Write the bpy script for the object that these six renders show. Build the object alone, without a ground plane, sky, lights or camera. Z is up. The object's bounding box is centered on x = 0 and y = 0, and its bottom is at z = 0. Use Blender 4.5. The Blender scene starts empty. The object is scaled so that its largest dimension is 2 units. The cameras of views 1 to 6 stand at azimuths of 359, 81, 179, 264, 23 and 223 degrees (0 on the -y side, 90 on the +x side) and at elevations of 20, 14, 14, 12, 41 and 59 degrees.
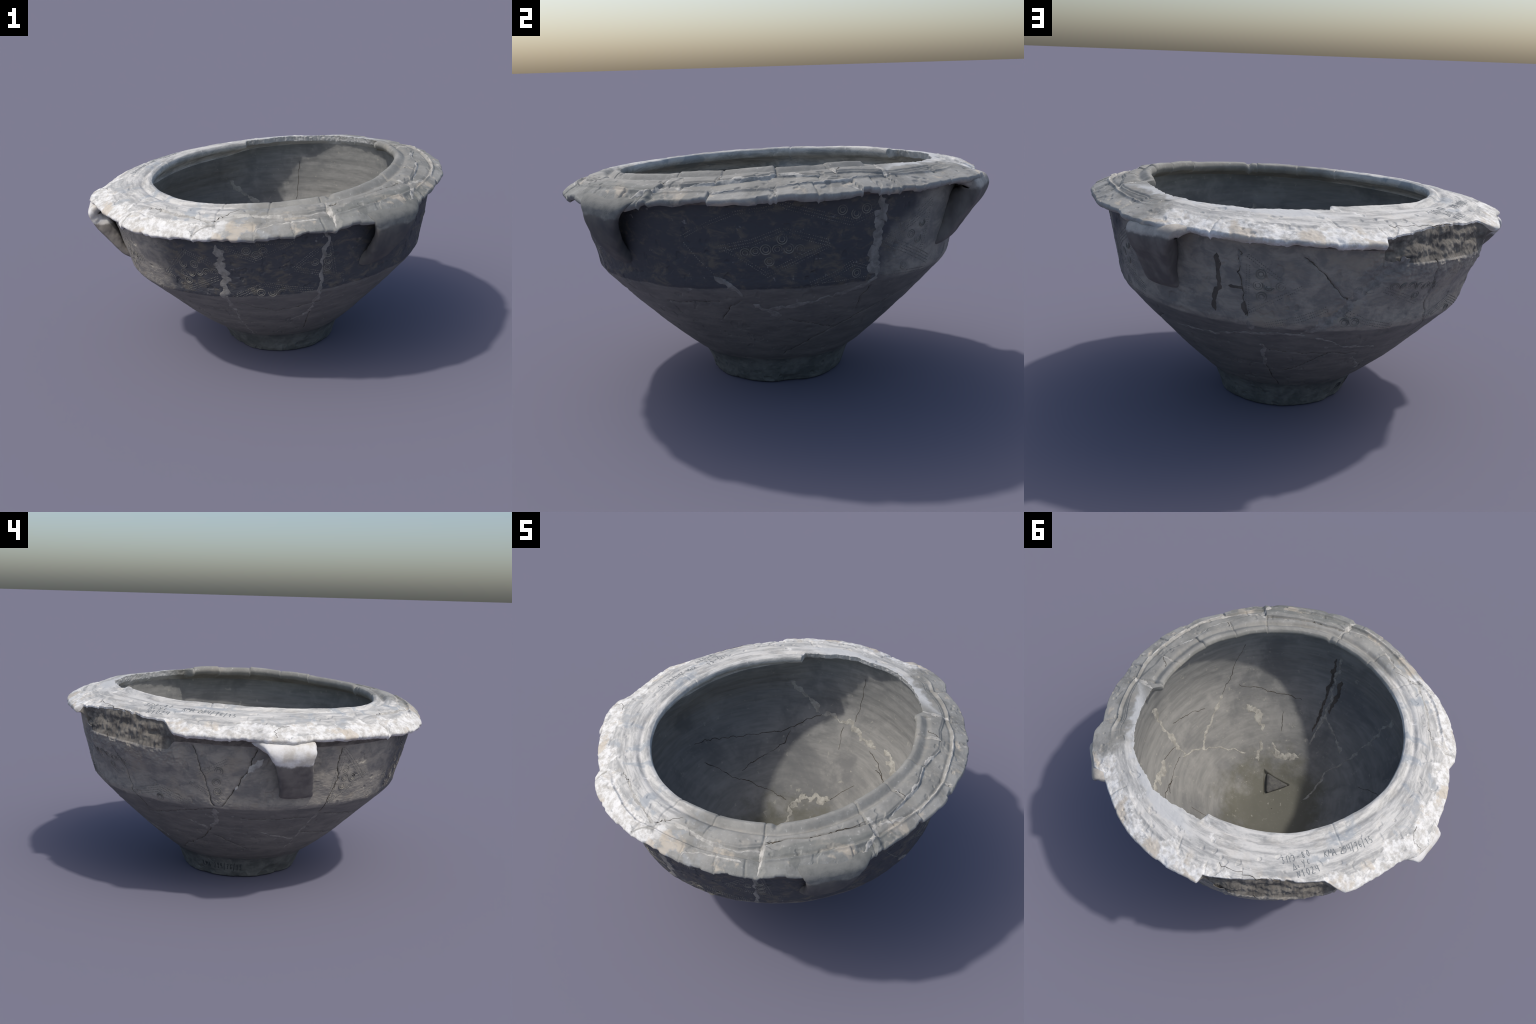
import bpy, math
import numpy as np
from mathutils import Vector, Matrix

rng = np.random.default_rng(7)
TAU = 2 * math.pi
NU = 1600                                  # columns around the bowl


# ------------------------------------------------------------------ noise
def _hash(i, j, k, seed):
    h = (i * 374761393 + j * 668265263 + k * 2147483647 + seed * 1274126177) & 0xFFFFFFFF
    h = ((h ^ (h >> 13)) * 1274126177) & 0xFFFFFFFF
    return ((h ^ (h >> 16)) & 0xFFFF) / 32767.5 - 1.0


def vnoise(P, scale, seed=0):
    q = np.asarray(P, float) * scale
    i = np.floor(q).astype(np.int64)
    f = q - i
    f = f * f * f * (f * (f * 6 - 15) + 10)
    out = 0.0
    for a in (0, 1):
        wa = f[..., 0] if a else 1 - f[..., 0]
        for b in (0, 1):
            wb = f[..., 1] if b else 1 - f[..., 1]
            for c in (0, 1):
                wc = f[..., 2] if c else 1 - f[..., 2]
                out = out + wa * wb * wc * _hash(i[..., 0] + a, i[..., 1] + b, i[..., 2] + c, seed)
    return out


def fbm(P, scale, octaves=3, seed=0, gain=.5):
    s, amp, tot = 0.0, 1.0, 0.0
    for o in range(octaves):
        s = s + amp * vnoise(P, scale * 2.03 ** o, seed + 17 * o)
        tot += amp
        amp *= gain
    return s / tot


def sstep(a, b, x):
    t = np.clip((x - a) / (b - a), 0, 1)
    return t * t * (3 - 2 * t)


def around(deg, table):
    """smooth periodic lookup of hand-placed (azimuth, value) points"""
    t = np.array(table, float)
    x = np.concatenate([t[:, 0] - 360, t[:, 0], t[:, 0] + 360])
    y = np.tile(t[:, 1], 3)
    return np.interp(np.mod(deg, 360), x, y)


def sector(deg, a, b, soft=3.0):
    """1 inside the azimuth sector a..b (degrees, may wrap)"""
    w = (b - a) % 360
    d = np.mod(deg - a + 180, 360) - 180
    d = np.where(d < -60, d + 360, d)
    return sstep(-soft, soft, d) * (1 - sstep(-soft, soft, d - w))


# ------------------------------------------------------------------ the bowl's measures
WALL_Z = [.00, .10, .13, .16, .20, .25, .35, .45, .52, .56, .585, .62, .70, .80, .90, 1.0]
WALL_R = [.312, .352, .374, .414, .461, .519, .624, .721, .786, .822, .836, .843, .863, .885, .903, .913]
IN_Z = [.078, .080, .095, .14, .20, .26, .35, .45, .55, .62, .72, .82, .90, .935]
IN_R = [0.0, .14, .215, .285, .375, .462, .576, .674, .757, .790, .807, .814, .813, .808]

MOUTH = [(0, .712), (10, .712), (20, .715), (30, .705), (40, .693), (52, .684), (65, .676), (76, .681), (87, .684),
         (100, .682), (112, .69), (125, .69), (140, .685), (160, .67), (180, .655), (195, .650), (205, .645),
         (219, .647), (233, .649), (248, .650), (261, .655), (273, .672), (283, .688), (293, .694), (304, .703),
         (315, .711), (325, .716), (337, .717), (348, .71)]
OUTER = [(0, .978), (10, .977), (17, .972), (25, .968), (40, .960), (50, .943), (58, .93), (66, .926), (75, .935),
         (85, .935), (94, .945), (104, .953), (112, .948), (118, .965), (126, .965), (132, .965), (136, 1.0), (143, 1.012), (149, 1.005), (152, .97),
         (160, .967), (170, .981), (180, .985), (190, .978), (201, .975), (215, .98), (230, .985), (246, .988),
         (259, .975), (266, .985), (270, 1.02), (277, 1.03), (281, 1.015), (285, .998), (293, .993), (300, .975), (304, .968), (307, .995), (312, 1.007),
         (318, 1.006), (325, 1.0), (332, .988), (340, .972), (350, .966)]
# broken stretch of the lip (no bead) and of the flange's outer edge
MOUTH_BREAK = [(114.5, 0), (117, .045), (124, .052), (130, .072), (140, .092), (148, .103), (155, .103), (161, .088),
               (166, .096), (172, .085), (180, .064), (187, .052), (191, .048), (192.2, 0), (300, 0)]
OUTER_BREAK = [(200.6, 0), (201.4, .040), (212, .074), (220, .091), (228, .100), (231, .092), (236, .082), (240, .072),
               (242, .040), (245.2, 0), (300, 0), (100, 0)]


def mouth_z(t):
    return 1.015 - .018 * np.cos(t) + .030 * np.sin(t) - .005 * np.cos(2 * t) + .004 * np.sin(2 * t)


def outer_z(t):
    return .940 - .017 * np.cos(t) + .046 * np.sin(t) - .006 * np.cos(2 * t) - .001 * np.sin(2 * t)


def tilt(zz, x, y):
    return zz + zz * (.069 * x + .021 * y)


def smooth_interp(x, X, Y):
    """monotone cubic through profile points"""
    X, Y = np.array(X, float), np.array(Y, float)
    h = np.diff(X)
    d = np.diff(Y) / h
    m = np.zeros_like(Y)
    same = d[1:] * d[:-1] > 0
    m[1:-1] = np.where(same, 2 * d[1:] * d[:-1] / np.where(same, d[1:] + d[:-1], 1), 0)
    m[0], m[-1] = d[0], d[-1]
    k = np.clip(np.searchsorted(X, x) - 1, 0, len(X) - 2)
    t = np.clip((x - X[k]) / h[k], 0, 1)
    return ((1 + 2 * t) * (1 - t) ** 2 * Y[k] + t * (1 - t) ** 2 * h[k] * m[k]
            + t * t * (3 - 2 * t) * Y[k + 1] + t * t * (t - 1) * h[k] * m[k + 1])


# ------------------------------------------------------------------ mended cracks and plaster fills on the wall
# (azimuth in degrees, height) control points
FILLS = [  # points, half width in metres
    ([(341.2, .885), (341.2, .85), (341.8, .748), (341.8, .645), (341.2, .545)], .021),
    ([(341.0, .545), (340.8, .53), (340.6, .45), (339.8, .313), (337.5, .14)], .007),
    ([(14.5, .89), (14.3, .85), (13.8, .815), (13.5, .723), (13.0, .64), (12.8, .573), (13.6, .49)], .008),
    ([(13.2, .528), (12.2, .393), (4.2, .325)], .011),
    ([(109.8, .9), (110.5, .835), (110.2, .78), (109.8, .698), (110, .64), (111, .58)], .024),
    ([(111, .58), (108, .545), (103.2, .525), (92.5, .49), (86.8, .473), (78, .46)], .012),
    ([(64.5, .625), (69, .588), (71.8, .533)], .012),
    ([(74, .493), (77.2, .468), (82.2, .413)], .014),
    ([(208, .875), (201.2, .803), (198.5, .753), (194.8, .688), (192, .645), (189, .598), (185, .562), (182, .53)], .022),
    ([(137.8, .46), (152.2, .46), (166.3, .505), (177.8, .525), (183.5, .52)], .008),
    ([(167.2, .578), (167.8, .528)], .009),
    ([(170.2, .453), (169.5, .305)], .010),
    ([(186.5, .51), (197.2, .453), (211.8, .415)], .009),
    ([(204.8, .363), (216, .25)], .009),
    ([(255, .562), (255, .45), (251.5, .405)], .013),
    ([(242.5, .45), (251.5, .405)], .008),
    ([(272.5, .385), (292.2, .305)], .008),
    ([(292.8, .52), (292.6, .40), (292.2, .305), (291.5, .23)], .006),
    ([(164.8, .87), (164.9, .80)], .008),
]
CRACKS = [
    [(342.2, .523), (357.8, .433), (15, .478)], [(326.5, .45), (338.8, .433)], [(12.2, .393), (14, .21)],
    [(110.5, .538), (110, .48), (111.2, .418)], [(71, .513), (66, .48), (61.8, .41)], [(43.2, .483), (63.8, .508)],
    [(85.8, .403), (105.8, .33)], [(85.5, .18), (108.8, .343), (133, .488)],
    [(164.8, .863), (165, .768), (166, .68), (167, .595)],
    [(180.8, .865), (184, .833), (189.8, .74), (191.5, .718), (193.3, .693)],
    [(217, .87), (219.2, .803), (221, .713), (221.5, .648), (222.5, .578), (225, .548), (225.2, .468)],
    [(169.5, .305), (171.5, .23), (175, .14)], [(172.2, .413), (193.3, .408), (205.8, .388)],
    [(193.3, .408), (185, .325), (177.2, .273)],
    [(249, .895), (250.5, .835), (252, .73), (253.8, .643), (255.2, .573)],
    [(268.5, .895), (266.5, .79), (263.8, .723), (261, .648), (257.8, .57)],
    [(223, .45), (233.8, .48), (241.8, .515), (255, .558)],
    [(295.8, .895), (295.5, .818), (296.2, .698), (294.5, .633), (293.5, .525)],
    [(294, .515), (306.8, .478), (321, .445)], [(264.5, .493), (290.8, .488)],
    [(251.5, .405), (247, .328), (218.8, .173)], [(251.8, .35), (267.8, .243)], [(293, .368), (327.2, .288)],
    [(282, .78), (284.5, .74)],
]


def jagged(pts, step=.012, amp=.004, seed=0):
    """resample a polyline of (deg, height) and make it wander"""
    g = np.random.default_rng(seed)
    p = np.array(pts, float)
    p[:, 0] = np.unwrap(p[:, 0], period=360)
    q = p * [math.radians(1) * .8, 1.25]
    seg = np.linalg.norm(np.diff(q, axis=0), axis=1)
    s = np.concatenate([[0], np.cumsum(seg)])
    n = max(3, int(s[-1] / step))
    u = np.linspace(0, s[-1], n)
    out = np.stack([np.interp(u, s, q[:, 0]), np.interp(u, s, q[:, 1])], -1)
    walk = g.normal(0, 1, (n, 2))
    walk = (walk + np.roll(walk, 1, 0) + np.roll(walk, -1, 0)) / 1.7
    out[1:-1] += walk[1:-1] * amp
    return out / [math.radians(1) * .8, 1.25]


CRACK_LINES = [jagged(c, .012, .0035, 100 + i) for i, c in enumerate(CRACKS)]
FILL_LINES = [jagged(c, .014, .004, 300 + i) for i, (c, w) in enumerate(FILLS)]


def line_distance(deg, zz, line):
    """metric distance of wall points from a polyline; inf where far off"""
    out = np.full(deg.shape, 9.0)
    l = np.array(line)
    mid = l[:, 0].mean()
    d = np.mod(deg - mid + 180, 360) - 180 + mid
    near = (d > l[:, 0].min() - 3) & (d < l[:, 0].max() + 3) & (zz > l[:, 1].min() - .04) & (zz < l[:, 1].max() + .04)
    if not near.any():
        return out
    k = np.array([math.radians(1) * .8, 1.25])
    P = np.stack([d[near], zz[near]], -1) * k
    L = l * k
    best = np.full(len(P), 9.0)
    for a, b in zip(L[:-1], L[1:]):
        ab = b - a
        t = np.clip(((P - a) @ ab) / max(ab @ ab, 1e-12), 0, 1)
        best = np.minimum(best, np.hypot(*(P - a - t[:, None] * ab).T))
    out[near] = best
    return out


# ------------------------------------------------------------------ surfaces
def wall_point(th, zz, relief=True):
    """outer wall: azimuth (radians), height along the tilted axis"""
    r = smooth_interp(zz, WALL_Z, WALL_R) * (1 + .011 * np.cos(2 * th) - .008 * np.sin(2 * th))
    cx, cy = .066 - .038 * zz - .008 * np.exp(-((zz - .27) / .13) ** 2), .016 - .010 * zz - .003 * np.exp(-((zz - .27) / .13) ** 2)
    if relief:
        deg = np.degrees(th) % 360
        Q = np.stack([r * np.sin(th), -r * np.cos(th), zz], -1)
        r = r + .0075 * fbm(Q, 3.2, 2, 3) + .0028 * fbm(Q, 14, 3, 5)
        # facets of sherds pushed slightly out of line
        r = r + .0012 * fbm(Q * [1, 1, 2.5], 60, 2, 9)
        # the rough torn strip below the broken flange
        tear = sector(deg, 196, 247, 4) * sstep(.74, .82, zz)
        Q2 = Q * [1, 1, 1.3]
        r = r + tear * (.012 * np.abs(fbm(Q2, 22, 3, 21)) - .006 + .006 * fbm(Q2, 55, 2, 22))
        diag = line_distance(deg, zz, FILL_LINES[8])
        r = r - .010 * np.exp(-(diag / .022) ** 2) * (1 + fbm(Q, 40, 2, 31))
        for c in CRACK_LINES:
            r = r - .0055 * np.exp(-(line_distance(deg, zz, c) / .0045) ** 2)
        for c, (p, w) in zip(FILL_LINES, FILLS):
            r = r - .0006 * (1 - sstep(w * .7, w * 1.1, line_distance(deg, zz, c))) * (1 - fbm(Q, 45, 2, 57))
        # ledge left standing below the torn edge
        r = r + sector(deg, 204, 246, 3) * (.030 * sstep(.70, .83, zz) - .010 * np.exp(-((zz - .65) / .06) ** 2))
        # chips and bruises
        pit = fbm(Q, 26, 2, 44)
        r = r - .004 * sstep(.45, .62, pit)
        # foot edge is worn and chipped
        foot = 1 - sstep(.02, .12, zz)
        r = r - foot * (.012 * sstep(.05, .45, fbm(Q, 6.5, 2, 51)) + .006 * np.abs(fbm(Q, 20, 2, 52)))
    x, y = r * np.sin(th), -r * np.cos(th)
    z = tilt(zz, x, y)
    return np.stack([x + cx, y + cy, z], -1)


TRI = np.array([(.29, -.137), (.178, -.018), (.095, -.192)])   # loose sherd in the floor


def inner_point(th, s):
    """inner wall: s runs 0 (floor centre) .. 1 (below the lip)"""
    L = [0]
    for k in range(1, len(IN_Z)):
        L.append(L[-1] + math.hypot(IN_Z[k] - IN_Z[k - 1], IN_R[k] - IN_R[k - 1]))
    L = np.array(L) / L[-1]
    zz = smooth_interp(s, L, IN_Z)
    r = smooth_interp(s, L, IN_R) * (1 + .011 * np.cos(2 * th) - .008 * np.sin(2 * th))
    cx, cy = .066 - .038 * zz - .008 * np.exp(-((zz - .27) / .13) ** 2), .016 - .010 * zz - .003 * np.exp(-((zz - .27) / .13) ** 2)
    Q = np.stack([r * np.sin(th), -r * np.cos(th), zz], -1)
    r = r - .11 * sector(np.degrees(th) % 360, 192, 262, 12) * sstep(.68, .95, zz)
    k = sstep(.05, .3, s)
    dr = k * (.006 * fbm(Q, 3.5, 2, 61) + .0009 * np.sin(zz * 95 + 1.5 * fbm(Q, 3, 1, 63)) * sstep(.2, .5, s) + .0015 * fbm(Q * [1, 1, 3], 25, 2, 64))
    r = np.maximum(r + dr, 0)
    x, y = r * np.sin(th) + cx, -r * np.cos(th) + cy
    z = tilt(zz, x - cx, y - cy) + (1 - k) * .004 * fbm(Q, 9, 2, 65)
    # triangular hollow in the floor
    d = np.full(x.shape, 9.0)
    for a, b in ((0, 1), (1, 2), (2, 0)):
        p, q = TRI[a], TRI[b]
        n = np.array([-(q - p)[1], (q - p)[0]])
        n = n / np.linalg.norm(n)
        if (TRI.mean(0) - p) @ n < 0:
            n = -n
        d = np.minimum(d, (x - p[0]) * n[0] + (y - p[1]) * n[1])
    z = z - .030 * sstep(0, .008, d)
    return np.stack([x, y, z], -1)


# plates of the broken rim: breakpoints (azimuth) and heights of each row of sherds
ROW_BREAKS = ([339, 356, 15.5, 50, 66, 83, 100, 114, 135, 250], [317, 339, 15.2, 50.5, 57, 95, 113, 133, 190],
              [308, 335, 352, 2.5, 11, 41, 48, 66, 83, 92, 102, 107, 113, 132, 160, 201])
ROW_HEIGHT = ([.000, .001, -.002, .003, .005, -.001, .003, .000, .000, .0], [-.002, -.003, .000, -.003, -.004, .0, .001, .0, .0],
              [.001, -.002, .001, .004, .002, -.003, .002, -.003, .001, -.003, .002, -.002, .002, .0, .003, .0])
STEP_F = [(0, .58), (8, .61), (15, .45), (23, .39), (30, .42), (39, .42), (50, .5), (57, .58), (66, .53), (76, .45),
          (83, .37), (94, .49), (105, .47), (113, .58), (133, .55), (200, .5), (317, .47), (324, .52), (331, .56), (338, .6), (345, .5), (350, .5)]
RIDGE_F = [(0, .75), (16, .77), (26, .74), (37, .74), (47, .8), (68, .82), (82, .8), (92, .73), (107, .70), (113, .66),
           (128, .7), (135, .68), (200, .7), (320, .75), (328, .8), (335, .81), (340, .76), (348, .77)]


def row_height(deg, row):
    b, h = np.array(ROW_BREAKS[row], float), np.array(ROW_HEIGHT[row], float)
    i = np.argsort(b)
    b, h = b[i], h[i]
    j = (np.searchsorted(b, deg, side='right') - 1) % len(b)
    out = h[j]
    gap = np.min(np.abs(np.mod(deg[..., None] - b + 180, 360) - 180), axis=-1)
    return out, gap


def rim_point(th, r, relief=True):
    """upper face of the rim at azimuth th and radius r from the rim's centre"""
    deg = np.degrees(th) % 360
    m0, o0 = around(deg, MOUTH), around(deg, OUTER)
    f = (r - m0) / (o0 - m0)
    fc = np.clip(f, 0, 1.05)
    zm, zo = mouth_z(th), outer_z(th)
    z = zm + .006 - (zm - zo - .003) * (.15 * fc + .85 * fc ** 2.4)
    if relief:
        d = r - m0
        P = np.stack([r * np.sin(th), -r * np.cos(th), z * 0], -1)
        lip = 1 - sector(deg, 114, 192, .6)
        z = z + lip * (.009 * np.exp(-((d - .017) / .016) ** 2) - .009 * np.exp(-((d - .054) / .014) ** 2))
        z = z - lip * .016 * np.exp(-((deg - 19) / 1.1) ** 2) * (1 - sstep(.02, .045, d))
        deep = sector(deg, 345, 60, 6)
        z = z - deep * .010 * np.exp(-((d - .056) / .020) ** 2)
        wob = .03 * fbm(P, 9, 2, 71)
        fs, fr = around(deg, STEP_F) + wob, around(deg, RIDGE_F) + .3 * wob
        worn = sector(deg, 312, 137, 6)
        mid, out = sstep(-.014, .014, f - fs), sstep(-.03, .03, f - fr)
        h0, g0 = row_height(deg + 40 * wob, 0)
        h1, g1 = row_height(deg + 40 * wob, 1)
        h2, g2 = row_height(deg + 40 * wob, 2)
        z = z + 1.25 * (h0 * (1 - mid) + h1 * mid * (1 - out) + h2 * out * 1.2)
        rad = np.maximum(r, .3) * math.radians(1)
        groove = lambda g: np.exp(-((g * rad) / .005) ** 2)
        z = z - .0055 * (groove(g0) * (1 - mid) + groove(g1) * mid * (1 - out) + groove(g2) * out)
        # raised plate at the front, torn edge elsewhere
        front = sector(deg, 15.5, 50, .8)
        z = z + worn * (front * .008 * mid - (1 - front) * .009 * mid)
        z = z - worn * .006 * np.exp(-((f - fs + .02) / .018) ** 2)
        z = z + worn * (.008 * np.exp(-((f - fr) / .022) ** 2) - .006 * np.exp(-((f - fr + .06) / .03) ** 2))
        z = z - .009 * sector(deg, 13, 52, 2) * sstep(.25, .5, f) - .004 * sector(deg, 140, 245, 10)
        z = z + .008 * sector(deg, 305, 12, 8) * sstep(.1, .3, f) * (1 - sstep(.9, 1, f)) + .006 * sector(deg, 72, 112, 6)
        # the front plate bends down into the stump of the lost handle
        z = z - .022 * sector(deg, 24, 46, 4) * sstep(.80, 1.0, f)
        # crusty worn outer half
        crust = sector(deg, 140, 312, 10) * sstep(.5, .75, f)
        n = fbm(P, 34, 3, 81)
        z = z + crust * (.007 * np.abs(fbm(P, 15, 3, 82)) + .003 * n)
        z = z + .004 * fbm(P, 7, 2, 83) + .0018 * fbm(P, 30, 3, 84)
        z = z - .005 * sstep(.42, .6, fbm(P, 24, 2, 85)) * sstep(.25, .4, f)
    return np.stack([r * np.sin(th) + .05, -r * np.cos(th), z], -1)


def rim_f(th, f, relief=True):
    deg = np.degrees(th) % 360
    m0, o0 = around(deg, MOUTH), around(deg, OUTER)
    return rim_point(th, m0 + f * (o0 - m0), relief)


# ------------------------------------------------------------------ assemble the revolved shell
th = np.linspace(0, TAU, NU, endpoint=False)
deg = np.degrees(th)
circ = np.stack([np.cos(th), np.sin(th), 0 * th], -1)
edge_noise = fbm(circ, 9, 3, 90)
chip = sstep(.12, .4, fbm(circ, 20, 2, 91))
lip_cut = around(deg, MOUTH_BREAK)
rm = around(deg, MOUTH) + lip_cut + np.where(lip_cut > .02, .006, .0025) * edge_noise + np.where(lip_cut > .02, .007, 0) * fbm(circ, 38, 3, 93)
out_cut = around(deg, OUTER_BREAK)
chips_right = sector(deg, 60, 116, 4)
ro = around(deg, OUTER) - out_cut + .006 * edge_noise - (.004 + .006 * chips_right) * chip
broken_lip = sstep(.0, .03, lip_cut)
broken_edge = sstep(.01, .05, out_cut)

rows = []          # (section, points)


def add(section, P):
    rows.append((section, P))


for s in np.concatenate([np.linspace(0.002, .34, 80, endpoint=False), np.linspace(.34, 1, 95)]):
    add("inner_wall", inner_point(th, np.full(NU, s)))
inner_top = rows[-1][1]
# under the lip, around the lip's edge
lip_top = rim_point(th, rm + .004)
lip_edge = lip_top.copy()
thick = .045 * (1 - broken_lip) + .035 * broken_lip
A = inner_top
C = rim_point(th, rm)                        # the edge
B = C.copy()
B[:, 2] -= thick
B[:, 0] += .010 * np.sin(th)
B[:, 1] -= .010 * np.cos(th)
n = 14
for i in range(1, n + 1):                    # inner wall curls up to the lip
    t = i / n
    M = A.copy()
    M[:, 2] = np.maximum(A[:, 2], B[:, 2] - .03)
    P = (1 - t) ** 2 * A + 2 * t * (1 - t) * M + t * t * B
    add("rim", P)
for i in range(1, 8):                        # rounded nose of the lip
    t = i / 8
    P = (1 - t) * B + t * C
    bulge = math.sin(math.pi * t) * .010 * (1 - broken_lip) + broken_lip * .004 * fbm(P, 60, 2, 95)
    P[:, 0] -= bulge * np.sin(th)
    P[:, 1] += bulge * np.cos(th)
    add("rim", P)
NF = 92
for i in range(NF + 1):
    t = i / NF
    add("rim", rim_point(th, rm + (ro - rm) * t))
E0 = rows[-1][1]
top_zz = .905 - .05 * broken_edge
W = wall_point(th, top_zz)
# drooping outer edge, underside back to the wall
edge_h = (.026 + .004 * edge_noise + .006 * fbm(circ, 9, 2, 97)) * (1 - .65 * broken_edge)
for i in range(1, 8):
    t = i / 7
    P = E0.copy()
    P[:, 2] -= edge_h * t
    b = (.006 * math.sin(math.pi * t) - .010 * t * t) * (1 - broken_edge)
    P[:, 0] += b * np.sin(th)
    P[:, 1] -= b * np.cos(th)
    add("rim", P)
U0 = rows[-1][1]
n = 22
for i in range(1, n):
    t = i / n
    P = (1 - t) * U0 + t * W
    lump = broken_edge * math.sin(math.pi * t) ** .7 * (.020 * fbm(P * [.7, .7, 1.8], 20, 3, 98) + .012 * np.abs(fbm(P * [1, 1, 1.6], 38, 3, 99)) - .010)
    arch = (1 - broken_edge) * math.sin(math.pi * t) * .008
    P[:, 0] += lump * np.sin(th)
    P[:, 1] -= lump * np.cos(th)
    P[:, 2] += arch
    add("rim_underside", P)
for s in np.linspace(1, 0, 121):
    add("body", wall_point(th, .56 + s * (top_zz - .56)))
for z in np.linspace(.56, .135, 86)[1:]:
    add("body", wall_point(th, np.full(NU, z)))
for z in np.linspace(.135, .004, 36)[1:]:
    add("foot", wall_point(th, np.full(NU, z)))
base = rows[-1][1]
cen = np.array([.066, .016, 0])
for k, dz in ((.97, 0), (.90, -.001), (.86, .004), (.80, .022), (.6, .03), (.3, .032), (.01, .032)):
    P = cen + (base - cen) * k
    P[:, 2] = np.maximum(0, (.003 if dz == 0 else 0) + dz) + 0 * th
    add("foot", P)

G = np.array([p for _, p in rows])                    # (rows, NU, 3)
G[..., 2] = np.maximum(G[..., 2], 0)
du = np.roll(G, -1, 1) - np.roll(G, 1, 1)
dv = np.gradient(G, axis=0)
Nrm = np.cross(dv, du)
ln = np.linalg.norm(Nrm, axis=-1, keepdims=True)
Nrm = Nrm / np.where(ln < 1e-12, 1, ln)
k = len([1 for s, _ in rows if s == "inner_wall"]) // 2
if Nrm[k, 0] @ np.array([math.sin(0), -math.cos(0), 0]) > 0:     # inside must face the axis
    Nrm = -Nrm
flip = (np.cross(G[k + 1, 0] - G[k, 0], G[k, 1] - G[k, 0]) @ Nrm[k, 0]) < 0


# ------------------------------------------------------------------ material helpers
def material(name):
    m = bpy.data.materials.new(name)
    m.use_nodes = True
    nt = m.node_tree
    nt.nodes.clear()
    out = nt.nodes.new("ShaderNodeOutputMaterial")
    b = nt.nodes.new("ShaderNodeBsdfPrincipled")
    nt.links.new(b.outputs[0], out.inputs[0])
    b.inputs["Specular IOR Level"].default_value = .25
    return m, nt, b


class Nodes:
    def __init__(self, nt):
        self.nt = nt
        self.co = nt.nodes.new("ShaderNodeTexCoord").outputs["Object"]

    def _set(self, sock, v):
        if isinstance(v, bpy.types.NodeSocket):
            self.nt.links.new(v, sock)
        else:
            sock.default_value = v

    def math(self, op, a, b=0.0, c=None, clamp=False):
        n = self.nt.nodes.new("ShaderNodeMath")
        n.operation, n.use_clamp = op, clamp
        self._set(n.inputs[0], a)
        self._set(n.inputs[1], b)
        if c is not None:
            self._set(n.inputs[2], c)
        return n.outputs[0]

    def map(self, scale=(1, 1, 1), loc=(0, 0, 0), co=None):
        n = self.nt.nodes.new("ShaderNodeMapping")
        self._set(n.inputs[0], co or self.co)
        n.inputs["Location"].default_value = loc
        n.inputs["Scale"].default_value = scale
        return n.outputs[0]

    def noise(self, scale, detail=4, rough=.55, co=None, dist=0.0):
        n = self.nt.nodes.new("ShaderNodeTexNoise")
        self._set(n.inputs["Vector"], co or self.co)
        n.inputs["Scale"].default_value, n.inputs["Detail"].default_value = scale, detail
        n.inputs["Roughness"].default_value, n.inputs["Distortion"].default_value = rough, dist
        return n.outputs["Fac"]

    def ramp(self, v, a, b):
        n = self.nt.nodes.new("ShaderNodeMapRange")
        n.interpolation_type = "SMOOTHSTEP"
        self._set(n.inputs[0], v)
        n.inputs[1].default_value, n.inputs[2].default_value = a, b
        return n.outputs[0]

    def mix(self, f, a, b):
        n = self.nt.nodes.new("ShaderNodeMix")
        n.data_type = "RGBA"
        self._set(n.inputs[0], f)
        self._set(n.inputs[6], (*a, 1) if isinstance(a, tuple) else a)
        self._set(n.inputs[7], (*b, 1) if isinstance(b, tuple) else b)
        return n.outputs[2]

    def polar(self, centre=(.05, 0)):
        """azimuth (radians, 0 at -y, positive to +x), radius, height"""
        s = self.nt.nodes.new("ShaderNodeSeparateXYZ")
        self.nt.links.new(self.co, s.inputs[0])
        x, y = self.math("SUBTRACT", s.outputs[0], centre[0]), self.math("SUBTRACT", s.outputs[1], centre[1])
        az = self.math("ARCTAN2", x, self.math("MULTIPLY", y, -1.0))
        r = self.math("SQRT", self.math("ADD", self.math("MULTIPLY", x, x), self.math("MULTIPLY", y, y)))
        return az, r, s.outputs[2], x, y

    def facing(self, x, y, deg, lo, hi):
        """mask rising toward an azimuth, soft-edged by cosine limits"""
        a = math.radians(deg)
        c = self.math("ADD", self.math("MULTIPLY", x, math.sin(a)), self.math("MULTIPLY", y, -math.cos(a)))
        return self.ramp(c, lo, hi)

    def bump(self, h, strength, dist, bsdf):
        n = self.nt.nodes.new("ShaderNodeBump")
        n.inputs["Strength"].default_value, n.inputs["Distance"].default_value = strength, dist
        self._set(n.inputs["Height"], h)
        self.nt.links.new(n.outputs[0], bsdf.inputs["Normal"])


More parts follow.
